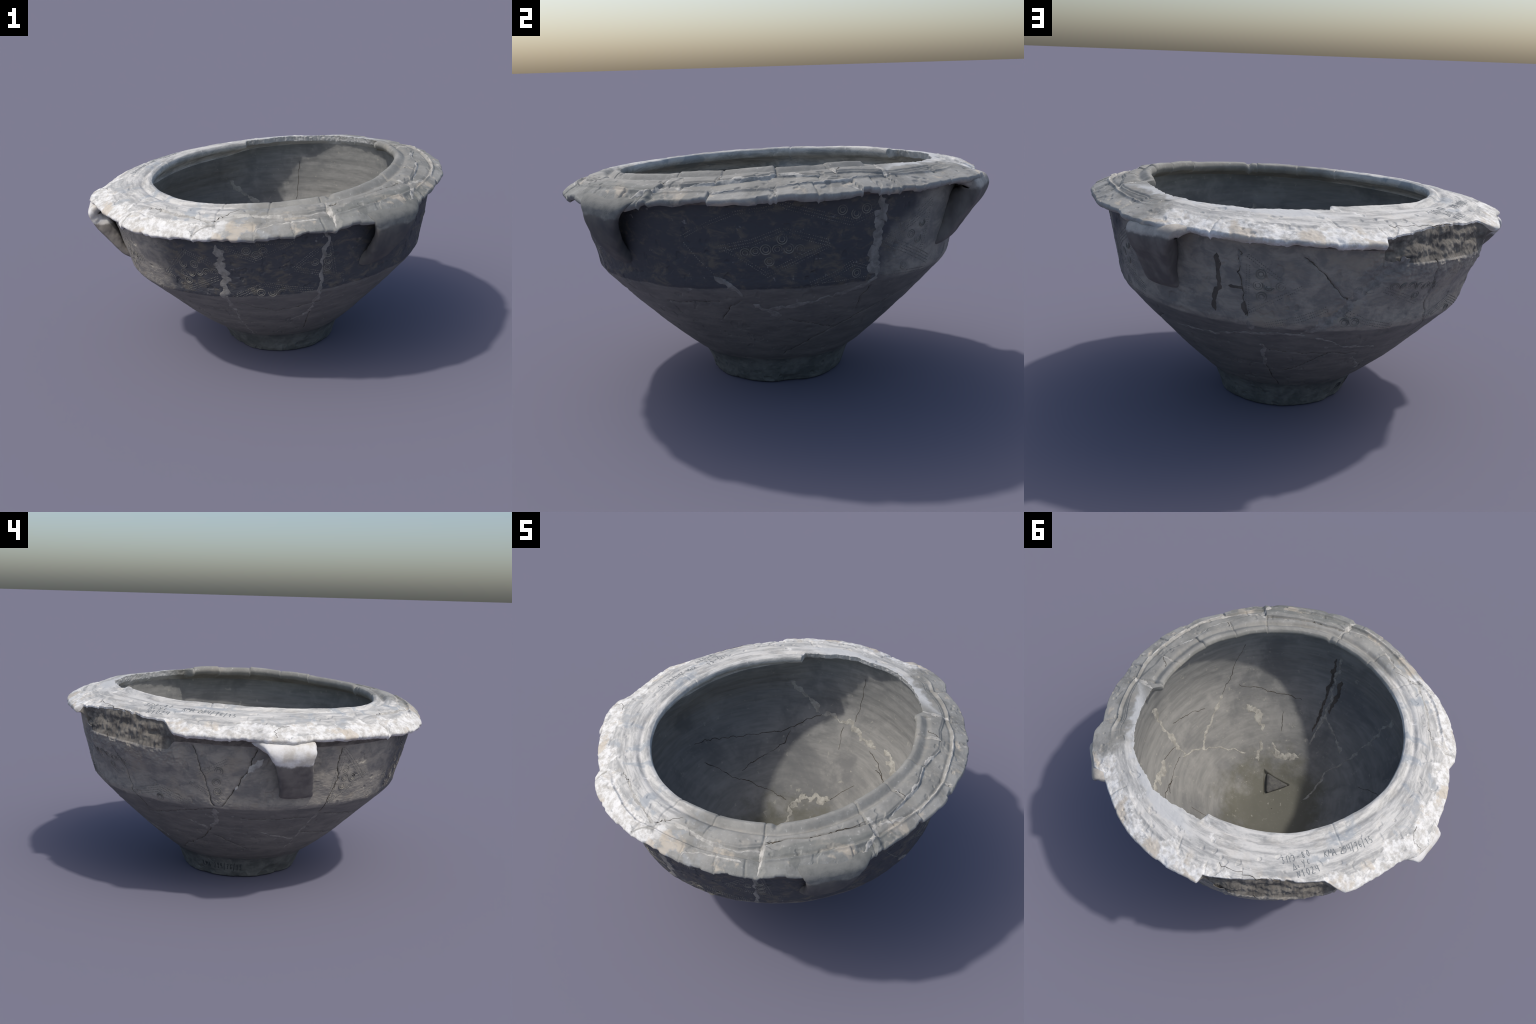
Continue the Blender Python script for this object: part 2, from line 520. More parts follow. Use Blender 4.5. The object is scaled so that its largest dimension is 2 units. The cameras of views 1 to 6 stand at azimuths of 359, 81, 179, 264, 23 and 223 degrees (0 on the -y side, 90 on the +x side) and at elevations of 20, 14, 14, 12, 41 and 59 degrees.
def wall_material():
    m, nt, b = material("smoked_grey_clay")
    n = Nodes(nt)
    az, r, z, x, y = n.polar()
    streak = n.noise(7, 6, .65, n.map((1, 1, 4)))
    fine = n.noise(55, 4, .7, n.map((1, 1, 2.2)))
    base = n.mix(n.ramp(streak, .3, .72), (.125, .121, .115), (.19, .18, .163))  # wall albedo lowered midway toward its tone on the shaded side
    base = n.mix(n.math("MULTIPLY", n.ramp(fine, .52, .75), .5), base, (.21, .20, .18))
    # decorated band above the shoulder: near-black mottled fields on two sides, tan elsewhere
    line = n.math("MULTIPLY_ADD", x, .040, .562)
    band = n.ramp(n.math("SUBTRACT", n.math("ADD", z, n.math("MULTIPLY", n.noise(9, 3), .03)), line), .010, .022)
    side = n.math("MULTIPLY_ADD", n.math("SUBTRACT", n.noise(2.6, 4, .6), .5), 1.6, n.facing(x, y, 42, -.2, .5))
    dark = n.math("MULTIPLY", n.ramp(side, .35, .75), band)
    mott = n.noise(13, 5, .7, n.map((1, 1, 1.6)), .6)
    black = n.mix(n.ramp(mott, .48, .68), (.062, .064, .072), (.12, .108, .09))
    buff = n.mix(n.ramp(n.noise(11, 6, .68, n.map((1, 1, 1.5), (2, 2, 2)), .5), .35, .66), (.185, .176, .163), (.31, .285, .243))
    base = n.mix(band, base, buff)
    base = n.mix(dark, base, black)
    tan = n.math("MULTIPLY", n.ramp(n.noise(4.5, 5, .6, n.map((1, 1, 1.5), (3, 1, 0))), .54, .66), n.math("MULTIPLY", band, n.math("SUBTRACT", 1.0, dark)))
    base = n.mix(n.math("MULTIPLY", tan, .7), base, (.29, .255, .205))
    spots = n.ramp(n.noise(30, 3, .6, n.map((1, 1, 1), (7, 2, 5))), .66, .74)
    base = n.mix(n.math("MULTIPLY", spots, .5), base, (.30, .29, .27))
    nt.links.new(base, b.inputs["Base Color"])
    b.inputs["Roughness"].default_value = .62
    n.bump(n.math("ADD", fine, n.math("MULTIPLY", streak, .6)), .35, .004, b)
    return m


def inner_material():
    m, nt, b = material("grey_green_clay")
    n = Nodes(nt)
    az, r, z, x, y = n.polar()
    rings = n.noise(10, 6, .65, n.map((.6, .6, 5)))
    fine = n.noise(60, 4, .7)
    big = n.noise(2.8, 5, .62, None, .4)
    base = n.mix(n.ramp(rings, .28, .75), (.19, .191, .182), (.265, .262, .247))
    base = n.mix(n.math("MULTIPLY", n.ramp(big, .48, .66), .75), base, (.135, .138, .138))
    base = n.mix(n.math("MULTIPLY", n.ramp(n.noise(4.2, 5, .6, n.map((1, 1, 1), (5, 1, 2))), .52, .68), .6), base, (.31, .305, .285))
    # olive soil over the bottom of the bowl
    floor_tone = n.ramp(n.math("MULTIPLY_ADD", n.math("SUBTRACT", n.noise(7, 5, .65), .5), .5, r), .42, .22)
    base = n.mix(n.math("MULTIPLY", floor_tone, .8), base, (.115, .112, .084))
    base = n.mix(n.math("MULTIPLY", n.ramp(fine, .58, .78), .45), base, (.29, .285, .25))
    dust = n.ramp(n.noise(22, 4, .7, n.map((1, 1, 1), (4, 0, 2))), .62, .70)
    base = n.mix(n.math("MULTIPLY", dust, .6), base, (.36, .35, .30))
    nt.links.new(base, b.inputs["Base Color"])
    b.inputs["Roughness"].default_value = .7
    n.bump(n.math("ADD", fine, rings), .3, .004, b)
    return m


def rim_material():
    m, nt, b = material("weathered_pale_rim")
    n = Nodes(nt)
    az, r, z, x, y = n.polar()
    comb = nt.nodes.new("ShaderNodeCombineXYZ")
    n._set(comb.inputs[0], n.math("MULTIPLY", n.math("ABSOLUTE", az), .5))
    n._set(comb.inputs[1], n.math("MULTIPLY", r, 3.2))
    n._set(comb.inputs[2], n.math("MULTIPLY", z, 2.0))
    streak = n.noise(11, 6, .68, comb.outputs[0], .3)
    blotch = n.noise(6, 5, .6)
    fine = n.noise(48, 5, .7)
    grey = n.mix(n.ramp(blotch, .35, .68), (.215, .212, .194), (.305, .298, .272))
    pale = n.mix(n.ramp(streak, .36, .62), (.335, .333, .32), (.58, .565, .53))
    left = n.math("MULTIPLY_ADD", n.math("SUBTRACT", n.noise(5, 4, .6, n.map((1, 1, 1), (2, 5, 0))), .5), .9, n.facing(x, y, 245, -.45, .2))
    leftm = n.ramp(left, .3, .7)
    base = n.mix(leftm, grey, pale)
    # blue-grey burnish left bare
    slate = n.math("MULTIPLY", n.ramp(n.noise(7, 4, .55, n.map((1, 1, 1), (9, 3, 1)), .5), .55, .64), n.facing(x, y, 290, .2, .6))
    base = n.mix(n.math("MULTIPLY", slate, .75), base, (.31, .335, .355))
    plate = n.ramp(n.math("ADD", n.facing(x, y, 33, .76, .90), n.math("MULTIPLY", n.math("SUBTRACT", n.noise(10, 4), .5), .5)), .42, .55)
    base = n.mix(n.math("MULTIPLY", plate, .75), base, (.165, .17, .156))
    # lime crust, mostly toward the outer edge
    outer = n.ramp(n.math("ADD", r, n.math("MULTIPLY", n.math("SUBTRACT", blotch, .5), .25)), .84, .93)
    crust_n = n.noise(9, 6, .72, n.map((1, 1, 1), (1, 8, 3)), .4)
    crust = n.math("MULTIPLY", n.ramp(n.math("MULTIPLY_ADD", outer, .21, crust_n), .59, .68), n.math("MULTIPLY_ADD", leftm, .85, .12))
    lime = n.mix(n.ramp(n.noise(26, 6, .72), .36, .62), (.48, .46, .42), (.74, .73, .70))
    base = n.mix(crust, base, lime)
    beige = n.math("MULTIPLY", n.ramp(n.noise(8, 4, .6, n.map((1, 1, 1), (6, 6, 6)), .3), .55, .64), n.math("MULTIPLY_ADD", outer, .7, .15))
    base = n.mix(n.math("MULTIPLY", beige, .8), base, (.50, .435, .345))
    # white putty along the broken lip
    putty = n.math("MULTIPLY", n.facing(x, y, 155, .60, .68), n.ramp(n.math("ADD", r, n.math("MULTIPLY", n.math("SUBTRACT", n.noise(12, 4), .5), .16)), .82, .79))
    base = n.mix(n.math("MULTIPLY", putty, .8), base, (.50, .505, .50))
    base = n.mix(n.math("MULTIPLY", n.ramp(fine, .60, .75), .5), base, (.60, .59, .56))
    base = n.mix(n.math("MULTIPLY", n.ramp(n.noise(36, 4, .7, n.map((1, 1, 1), (3, 3, 9))), .64, .74), .55), base, (.20, .19, .175))
    nt.links.new(base, b.inputs["Base Color"])
    b.inputs["Roughness"].default_value = .68
    n.bump(n.math("ADD", fine, streak), .4, .004, b)
    return m


def plain(name, dark, light, rough=.8, scale=18, lo=.35, hi=.65, bump=.4):
    m, nt, b = material(name)
    n = Nodes(nt)
    v = n.noise(scale, 5, .65)
    base = n.mix(n.ramp(v, lo, hi), dark, light)
    nt.links.new(base, b.inputs["Base Color"])
    b.inputs["Roughness"].default_value = rough
    n.bump(n.noise(scale * 4, 4, .7), bump, .004, b)
    return m


def handle_material(name, cut, low=(.50, .47, .42), high=(.66, .65, .63), clay_low=(.115, .105, .10), clay_high=(.20, .185, .165)):
    """white plaster on top down to a ragged border, grey clay below"""
    m, nt, b = material(name)
    n = Nodes(nt)
    az, r, z, x, y = n.polar()
    clay = n.mix(n.ramp(n.noise(9, 5, .6, n.map((1, 1, .5))), .35, .68), clay_low, clay_high)
    white = n.mix(n.ramp(n.noise(12, 5, .65), .35, .62), low, high)
    edge = n.math("ADD", z, n.math("MULTIPLY", n.math("SUBTRACT", n.noise(14, 5, .65), .5), .05))
    base = n.mix(n.ramp(edge, cut - .008, cut + .008), clay, white)
    nt.links.new(base, b.inputs["Base Color"])
    b.inputs["Roughness"].default_value = .75
    n.bump(n.noise(50, 4, .7), .4, .004, b)
    return m


M_WALL, M_IN, M_RIM = wall_material(), inner_material(), rim_material()
M_FOOT = plain("dark_green_grey_clay", (.085, .09, .085), (.15, .152, .14), .75, 12)
M_PLASTER = plain("grey_plaster", (.165, .158, .146), (.265, .253, .232), .85, 30)
M_PALE = plain("pale_plaster", (.30, .292, .27), (.50, .482, .44), .85, 24)
M_DUSTY = plain("dusty_plaster", (.26, .253, .225), (.40, .388, .345), .85, 30)
M_CRACK = plain("dark_crack", (.035, .031, .027), (.10, .085, .065), .9, 40)
M_STAMP = plain("dusty_stamp", (.125, .12, .11), (.225, .21, .18), .75, 14)
M_INK = plain("pencil_graphite", (.12, .135, .145), (.22, .235, .24), .6, 60, .3, .7, .1)
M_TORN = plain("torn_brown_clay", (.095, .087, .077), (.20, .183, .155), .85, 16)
M_STAIN = plain("brown_black_stain", (.075, .066, .058), (.115, .10, .085), .8, 20)

# ------------------------------------------------------------------ objects
root = bpy.data.objects.new("pottery_bowl", None)
bpy.context.collection.objects.link(root)
root["label"] = "large grey mended clay bowl with wide broken rim, strap handles"
root["category"] = "pottery bowl"


def mesh_object(name, verts, faces, mat, smooth=True, normals=None, parent=None):
    me = bpy.data.meshes.new(name)
    verts = np.asarray(verts, np.float32)
    faces = np.asarray(faces, np.int32)
    k = faces.shape[1]
    me.vertices.add(len(verts))
    me.vertices.foreach_set("co", verts.ravel())
    me.loops.add(faces.size)
    me.loops.foreach_set("vertex_index", faces.ravel())
    me.polygons.add(len(faces))
    me.polygons.foreach_set("loop_start", np.arange(0, faces.size, k, dtype=np.int32))
    me.update(calc_edges=True)
    me.polygons.foreach_set("use_smooth", np.full(len(faces), smooth))
    me.validate()
    if normals is not None:
        me.normals_split_custom_set_from_vertices([tuple(v) for v in normals])
    me.materials.append(mat)
    ob = bpy.data.objects.new(name, me)
    bpy.context.collection.objects.link(ob)
    ob.parent = parent or root
    return ob


def grid_faces(nr, nc, wrap=True, flip=False):
    i = np.arange(nr - 1)[:, None]
    j = np.arange(nc if wrap else nc - 1)[None]
    a = i * nc + j
    b = i * nc + (j + 1) % nc
    f = np.stack([a, b, b + nc, a + nc], -1).reshape(-1, 4)
    return f[:, ::-1] if flip else f


def sherd_z(q):
    A = np.c_[TRI, np.ones(3)]
    k_ = np.linalg.solve(A, np.array([.124, .079, .090]))
    return q @ k_[:2] + k_[2]


# loose dark sherd lying askew in the hollow of the floor
def sherd():
    c = TRI.mean(0)
    o = c + (TRI - c) * .80 + np.array([-.006, -.010])
    loop = []
    for a in range(3):
        p, q = o[a], o[(a + 1) % 3]
        for t in np.linspace(.06, .94, 14):
            loop.append(p + (q - p) * t)
    loop = np.array(loop)
    loop = loop + .0025 * np.stack([fbm(np.c_[loop, 0 * loop[:, :1]], 45, 2, 3), fbm(np.c_[loop, 0 * loop[:, :1]], 45, 2, 4)], -1)
    V = []
    for k_, h in ((1, 0), (1, .016), (.95, .020), (.5, .021), (.02, .021)):
        q = c + (loop - c) * k_
        z = sherd_z(q) - .030 + h + .0015 * fbm(np.c_[q, 0 * q[:, :1]], 50, 2, 8)
        V.append(np.c_[q, z])
    return np.concatenate(V), len(loop)


V, k_ = sherd()
mesh_object("loose_sherd", V, grid_faces(5, k_, True, True), plain("dark_sherd_clay", (.075, .075, .075), (.13, .128, .118), .8, 25))

names = [s for s, _ in rows]
for part, mat in (("inner_wall", M_IN), ("rim", M_RIM), ("rim_underside", M_TORN), ("body", M_WALL), ("foot", M_FOOT)):
    a, z_ = names.index(part), len(names) - 1 - names[::-1].index(part)
    a = max(0, a - 1)                                  # share the border row with the part before
    V, NN = G[a:z_ + 1].reshape(-1, 3), Nrm[a:z_ + 1].reshape(-1, 3)
    nr = z_ + 1 - a
    F = grid_faces(nr, NU, True, not flip)
    if part == "inner_wall":                           # close the floor
        pass
    mesh_object(part, V, F, mat, True, NN)


# ------------------------------------------------------------------ ribbons that follow a surface (fills, cracks, stains)
def ribbon(name, surf, line, half, height, mat, seed, ragged=.5, face=1, res=.004, taper=True):
    l = np.array(line, float)
    a, t = np.radians(l[:, 0].mean()), l[:, 1].mean()
    a, t = np.array([a - .01, a + .01, a, a]), np.array([t, t, t - .01, t + .01])
    mp = surf(a, t)
    metric = (np.linalg.norm(mp[1] - mp[0]) / .02, np.linalg.norm(mp[3] - mp[2]) / .02)
    k = np.array([math.radians(1) * metric[0], metric[1]])
    q = l * k
    seg = np.linalg.norm(np.diff(q, axis=0), axis=1)
    s = np.concatenate([[0], np.cumsum(seg)])
    n = max(6, int(s[-1] / res))
    u = np.linspace(0, s[-1], n)
    c = np.stack([np.interp(u, s, q[:, 0]), np.interp(u, s, q[:, 1])], -1)
    t = np.gradient(c, axis=0)
    t /= np.maximum(np.linalg.norm(t, axis=1, keepdims=True), 1e-9)
    t = (t + np.roll(t, 1, 0) + np.roll(t, -1, 0))
    t[0], t[-1] = t[1], t[-2]
    t /= np.maximum(np.linalg.norm(t, axis=1, keepdims=True), 1e-9)
    side = np.stack([-t[:, 1], t[:, 0]], -1)
    line3 = np.stack([u, 0 * u + seed * 3.1, 0 * u], -1)
    wl = half * np.maximum(.12, 1 + ragged * 1.5 * fbm(line3, 24, 3, seed) + ragged * .45 * fbm(line3, 90, 2, seed + 1))
    wr = half * np.maximum(.12, 1 + ragged * 1.5 * fbm(line3, 24, 3, seed + 5) + ragged * .45 * fbm(line3, 90, 2, seed + 6))
    if taper:
        e = sstep(0, 1, np.minimum(u, s[-1] - u) / max(half * 1.5, .006))
        wl, wr = wl * (.15 + .85 * e), wr * (.15 + .85 * e)
    cols = np.array([-1, -.85, -.4, 0, .4, .85, 1])
    lift = np.array([-.0015, .5, .95, 1, .95, .5, -.0015])
    par = np.stack([c + side * (np.where(v < 0, wl, wr) * abs(v) * np.sign(v))[:, None] for v in cols], 1) / k
    lift = np.where(lift < 0, lift, lift * height)
    th_, zz_ = np.radians(par[..., 0]), par[..., 1]
    P = surf(th_, zz_)
    e = 1e-3
    Nn = np.cross(surf(th_ + e, zz_) - P, surf(th_, zz_ + e) - P)
    Nn /= np.maximum(np.linalg.norm(Nn, axis=-1, keepdims=True), 1e-12)
    P = P + face * Nn * lift[None, :, None]
    return mesh_object(name, P.reshape(-1, 3), grid_faces(n, len(cols), False, face < 0), mat)


bare_wall = lambda a, z: wall_point(a, z)
for i, (line, (p, w)) in enumerate(zip(FILL_LINES, FILLS)):
    ribbon("plaster_fill", bare_wall, line, w, .0015, M_PLASTER, 400 + i, 1.0)
for i, line in enumerate(CRACK_LINES):
    ribbon("crack", bare_wall, line, .0021, .0008, M_CRACK, 500 + i, .7)
for i, (p, w) in enumerate((([(159, .84), (159.2, .775), (159.8, .73), (159.5, .70), (158.2, .69), (158, .598)], .011),
                            ([(162, .715), (166, .712)], .007), ([(166.2, .66), (166.6, .60)], .010))):
    ribbon("stain", bare_wall, jagged(p, .014, .002, 600 + i), w, .0012, M_STAIN, 610 + i, .7)
ribbon("plaster_fill", bare_wall, jagged([(266, .77), (270.5, .845)], .014, .002, 650), .022, .0018, M_PALE, 651, .6)
for i, p in enumerate(([(264.7, .735), (265.6, .765)], [(262.2, .672), (263, .695)])):
    ribbon("plaster_fill", bare_wall, jagged(p, .01, .001, 660 + i), .006, .003, M_PALE, 661 + i, .5)

# pale plaster showing between the sherds of the rim (azimuth, fraction across the rim)
RIM_FILLS = [
    ([(16.5, .20), (15.2, .42), (15.4, .78), (14.5, .98)], .011), ([(344, .50), (350, .51), (0, .59), (8, .62), (14.8, .56)], .010),
    ([(50, .40), (51.2, .57), (50.3, .73), (47, .83), (42, 1.0)], .012), ([(58, .60), (66, .52), (75, .47), (83, .36)], .006),
    ([(84, .34), (92, .45), (95, .50)], .014), ([(66.5, .86), (74, .78), (82, .79), (92, .74), (104, .70)], .009),
    ([(117, .16), (115, .45), (113.2, .70)], .014), ([(317, .47), (324, .53), (331, .58), (338, .68)], .006),
    ([(52, .58), (56, .66), (62, .75), (68, .80)], .010), ([(352, .97), (353, .88), (357, .80), (3, .79), (10, .81)], .004),
    ([(308, .99), (308, .78)], .006), ([(334, .99), (336, .84), (340, .76)], .005), ([(66.5, .26), (66.5, .48)], .005),
    ([(99.5, .15), (99.8, .48)], .006), ([(83, .98), (82, .82)], .004), ([(102, .98), (100, .84)], .006)]
RIM_CRACKS = [[(338, .66), (341, .55), (346, .36)], [(15.8, .40), (23, .365), (30, .39), (39, .39), (49.5, .44)], [(66, .28), (67, .49)],
              [(104, .2), (101, .38), (99.6, .48)], [(272, .98), (272.5, .80), (277, .70)],
              [(205, .62), (214, .70), (226, .72)],
              [(312, .50), (316, .49), (318, .46)]]


def wander(l, seed):
    u = np.linspace(0, len(l) - 1, 8 * (len(l) - 1) + 1)
    g = np.random.default_rng(seed)
    q = np.stack([np.interp(u, np.arange(len(l)), l[:, 0]), np.interp(u, np.arange(len(l)), l[:, 1])], -1)
    q[1:-1] += g.normal(0, 1, (len(u) - 2, 2)) * [.28, .012]
    return q


for i, (p, w) in enumerate(RIM_FILLS):
    l = np.array(p, float)
    l[:, 0] = np.unwrap(l[:, 0], period=360)
    ribbon("plaster_fill", rim_f, l, w, .0009, M_PALE, 700 + i, 1.1, -1)
for i, p in enumerate(RIM_CRACKS):
    l = np.array(p, float)
    l[:, 0] = np.unwrap(l[:, 0], period=360)
    ribbon("crack", rim_f, wander(l, 780 + i), 0.0014, .0006, M_CRACK, 760 + i, .9, -1)

# mends inside the bowl (azimuth, distance up the inner wall)
IN_FILLS = [
    ([(62, .557), (56, .493), (54, .413)], .017), ([(15.5, .876), (14.5, .692), (13.5, .547), (14, .373)], .009),
    ([(13, .547), (358, .468), (350, .438)], .012), ([(341, .776), (341, .632), (341, .507), (346, .318), (331, .159)], .009),
    ([(74, .637), (84, .567), (103, .468)], .009), ([(112, .836), (111, .716), (113, .592), (113, .517)], .012),
    ([(125, .617), (140, .617)], .020), ([(46, .353), (42, .284), (17, .299)], .018), ([(56, .368), (62, .264)], .013),
    ([(198, .856), (191, .776), (184, .697)], .014), ([(183, .692), (167, .677), (159, .632), (149, .627)], .013),
    ([(145, .647), (133, .627)], .014), ([(197, .239), (186, .269), (171, .304), (157, .318)], .020),
    ([(199, .239), (194, .204), (207, .144)], .012), ([(116, .532), (104, .473), (73, .328)], .005)]
IN_CRACKS = [
    [(59, .881), (67, .716), (74, .637)], [(106, .672), (86, .617)], [(117, .542), (142, .552)], [(39, .507), (39, .408)],
    [(251, .677), (228, .617), (209, .597), (198, .612), (183, .692)], [(198, .602), (200, .552), (208, .507), (232, .453)],
    [(164, .915), (166, .692)], [(171, .657), (169, .547)], [(252, .577), (240, .443), (221, .338), (201, .264)],
    [(157, .318), (147, .438)], [(152, .607), (132, .542)], [(125, .62), (118, .60), (112, .59)], [(300, .75), (306, .6), (320, .45)],
    [(64, .662), (46, .60), (29, .577)]]
for i, (p, w) in enumerate(IN_FILLS):
    ribbon("plaster_fill", inner_point, jagged(p, .02, .006, 900 + i), w, .0017, M_DUSTY, 930 + i, 1.2, -1)
for i, p in enumerate(IN_CRACKS):
    ribbon("crack", inner_point, jagged(p, .014, .004, 960 + i), .0020, .0007, M_CRACK, 980 + i, .8, -1)
for i, p in enumerate(([(17.3, .86), (16.8, .692), (16, .56), (16.5, .44)], [(12.2, .74), (11.5, .62), (11, .56)])):
    ribbon("stain", inner_point, jagged(p, .014, .004, 1010 + i), .012, .0010, M_STAIN, 1020 + i, .9, -1)

# ------------------------------------------------------------------ stamped decoration of the shoulder band
RINGS = [(328, .758), (332.2, .763), (327.5, .705), (330.5, .708), (333.5, .718), (336.2, .723), (338.8, .723), (328.5, .66),
         (350, .845), (352.8, .82), (355, .84), (10.8, .74), (15, .735), (15.1, .698), (15, .778), (353, .598), (356.8, .595), (359.8, .59),
         (83.5, .765), (79.2, .728), (76.5, .723), (82.2, .728), (85.2, .728), (88, .723), (80, .68), (73.8, .718),
         (99.2, .858), (103, .84), (105.8, .855), (104.5, .605), (121, .605), (125.5, .77), (121.8, .728), (124.8, .705),
         (170.5, .78), (169.8, .733), (172.6, .73), (175.6, .738), (170.8, .688), (205.8, .755), (208.8, .753), (211.6, .753),
         (214.4, .748), (217.2, .743), (220, .743), (222.9, .733), (214.8, .70), (193.4, .595), (196.4, .595),
         (257, .77), (252.8, .708), (256.2, .708), (256.5, .658), (235.5, .583), (298.5, .773), (298.8, .728), (302, .722), (298.6, .68)]
DOT_LINES = [  # control points, rows
    ([(329.5, .838), (320.2, .688)], 3), ([(329.8, .835), (340, .758)], 3), ([(320.2, .685), (327.8, .608)], 2), ([(328, .608), (339.8, .688)], 3),
    ([(342.6, .865), (352.5, .79)], 3), ([(352.5, .793), (4.5, .873)], 2), ([(343, .873), (352.2, .875), (2.2, .87)], 1),
    ([(13.2, .828), (4.2, .72)], 3), ([(4.5, .718), (13, .67), (20.8, .628)], 3), ([(15.5, .835), (18, .648)], 2),
    ([(343.8, .57), (354.8, .648)], 3), ([(355, .645), (1.5, .613), (10, .583)], 3), ([(352.8, .562), (1.5, .568), (10, .58)], 1),
    ([(56.8, .783), (64.5, .835), (72, .873), (84, .89)], 2), ([(57, .76), (60.8, .69), (64.5, .635)], 1),
    ([(67, .738), (75.8, .758), (83.2, .795)], 3), ([(83.8, .795), (96, .738)], 3), ([(96, .735), (79, .628)], 3), ([(79, .63), (73.5, .69), (68.5, .733)], 2),
    ([(84.5, .89), (102, .808)], 3), ([(102, .808), (107.6, .836)], 3), ([(91.2, .577), (98, .608), (103.2, .648)], 3),
    ([(103.2, .645), (108.5, .618)], 2), ([(94.8, .58), (108, .585)], 1), ([(112.6, .585), (132.2, .564)], 2),
    ([(129, .845), (114.2, .728)], 4), ([(113, .721), (132, .603)], 4), ([(128, .828), (127.2, .645)], 2),
    ([(167.2, .81), (167, .62)], 2), ([(167.2, .848), (175.5, .765)], 2), ([(167, .613), (181, .743)], 2),
    ([(172, .566), (181, .604), (188, .653)], 3), ([(193.8, .638), (199.8, .595), (208.8, .562)], 3), ([(203.5, .738), (216.5, .665)], 3),
    ([(249.8, .735), (259.5, .825)], 3), ([(247.8, .698), (258, .60)], 3), ([(222, .573), (235.5, .63)], 4), ([(235.8, .63), (246.5, .573)], 4),
    ([(296.5, .883), (307.3, .708)], 3), ([(296.4, .85), (294.6, .59)], 3), ([(294.2, .585), (307.8, .738)], 2),
    ([(317.2, .74), (318.4, .67)], 3), ([(312, .60), (314.5, .575)], 3), ([(324, .88), (318.5, .845)], 3)]


def frame(a, z):
    e = 2e-3
    a, z = np.asarray(a, float), np.asarray(z, float)
    P = wall_point(a, z)
    u = wall_point(a + e, z) - wall_point(a - e, z)
    v = wall_point(a, z + e) - wall_point(a, z - e)
    u /= np.linalg.norm(u, axis=-1, keepdims=True)
    n_ = np.cross(u, v)
    n_ /= np.linalg.norm(n_, axis=-1, keepdims=True)
    return P, u, np.cross(n_, u), n_


def ring_mesh():
    V, F = [], []
    seg = 40
    for R, w, h in ((.0192, .0023, .0015), (.0105, .0022, .0014)):
        o = len(V)
        prof = [(-w, -.003), (-w * .8, h * .5), (0, h), (w * .8, h * .5), (w, -.003)]
        for s in range(seg):
            a = TAU * s / seg
            for d, z in prof:
                V.append(((R + d) * math.cos(a), (R + d) * math.sin(a), z))
        for s in range(seg):
            for p in range(4):
                a, b = o + s * 5 + p, o + ((s + 1) % seg) * 5 + p
                F.append((a, b, b + 1, a + 1))
    return V, F


proto = None
for i, (a, z) in enumerate(RINGS):
    P, u, v, n_ = frame(math.radians(a), z)
    if proto is None:
        proto = mesh_object("stamped_ring", *ring_mesh(), M_STAMP)
        ob = proto
    else:
        ob = proto.copy()
        bpy.context.collection.objects.link(ob)
    m = Matrix(((u[0], v[0], n_[0], P[0]), (u[1], v[1], n_[1], P[1]), (u[2], v[2], n_[2], P[2]), (0, 0, 0, 1)))
    s = 1 + rng.uniform(-.06, .06)
    ob.matrix_local = m @ Matrix.Scale(s, 4)

DA, DZ = [], []
k = np.array([math.radians(1) * .85, 1.0])
for pts, rows_n in DOT_LINES:
    p = np.array(pts, float)
    p[:, 0] = np.unwrap(p[:, 0], period=360)
    q = p * k
    seg = np.linalg.norm(np.diff(q, axis=0), axis=1)
    s = np.concatenate([[0], np.cumsum(seg)])
    for r_ in range(rows_n):
        off = (r_ - (rows_n - 1) / 2) * .0115
        nd = int(s[-1] / .0085)
        u = np.linspace(0, s[-1], nd) + rng.uniform(-.0008, .0008, nd)
        c = np.stack([np.interp(u, s, q[:, 0]), np.interp(u, s, q[:, 1])], -1)
        t = np.gradient(c, axis=0)
        t /= np.maximum(np.linalg.norm(t, axis=1, keepdims=True), 1e-9)
        c = c + np.stack([-t[:, 1], t[:, 0]], -1) * off
        keep = rng.random(nd) > .07
        c = c[keep] / k
        DA.append(np.radians(c[:, 0]))
        DZ.append(c[:, 1])
DA, DZ = np.concatenate(DA), np.concatenate(DZ)
P, u, v, n_ = frame(DA, DZ)
ang = np.arange(7) * TAU / 7
size = rng.uniform(.0024, .0033, len(P))
low = P[:, None] + size[:, None, None] * (np.cos(ang)[None, :, None] * u[:, None] * 1.1 + np.sin(ang)[None, :, None] * v[:, None]) - .0012 * n_[:, None]
mid_ = P[:, None] + .62 * size[:, None, None] * (np.cos(ang)[None, :, None] * u[:, None] * 1.1 + np.sin(ang)[None, :, None] * v[:, None]) + .0011 * n_[:, None]
top = P[:, None] + .0016 * n_[:, None]
V = np.concatenate([low, mid_, top], 1)
F = []
for j in range(7):
    F.append((j, (j + 1) % 7, 7 + (j + 1) % 7))
    F.append((j, 7 + (j + 1) % 7, 7 + j))
    F.append((7 + j, 7 + (j + 1) % 7, 14))
F = (np.array(F)[None] + (np.arange(len(P)) * 15)[:, None, None]).reshape(-1, 3)
ob = mesh_object("stamped_dots", V.reshape(-1, 3), F, M_STAMP)
ob["kind"] = "stuff"


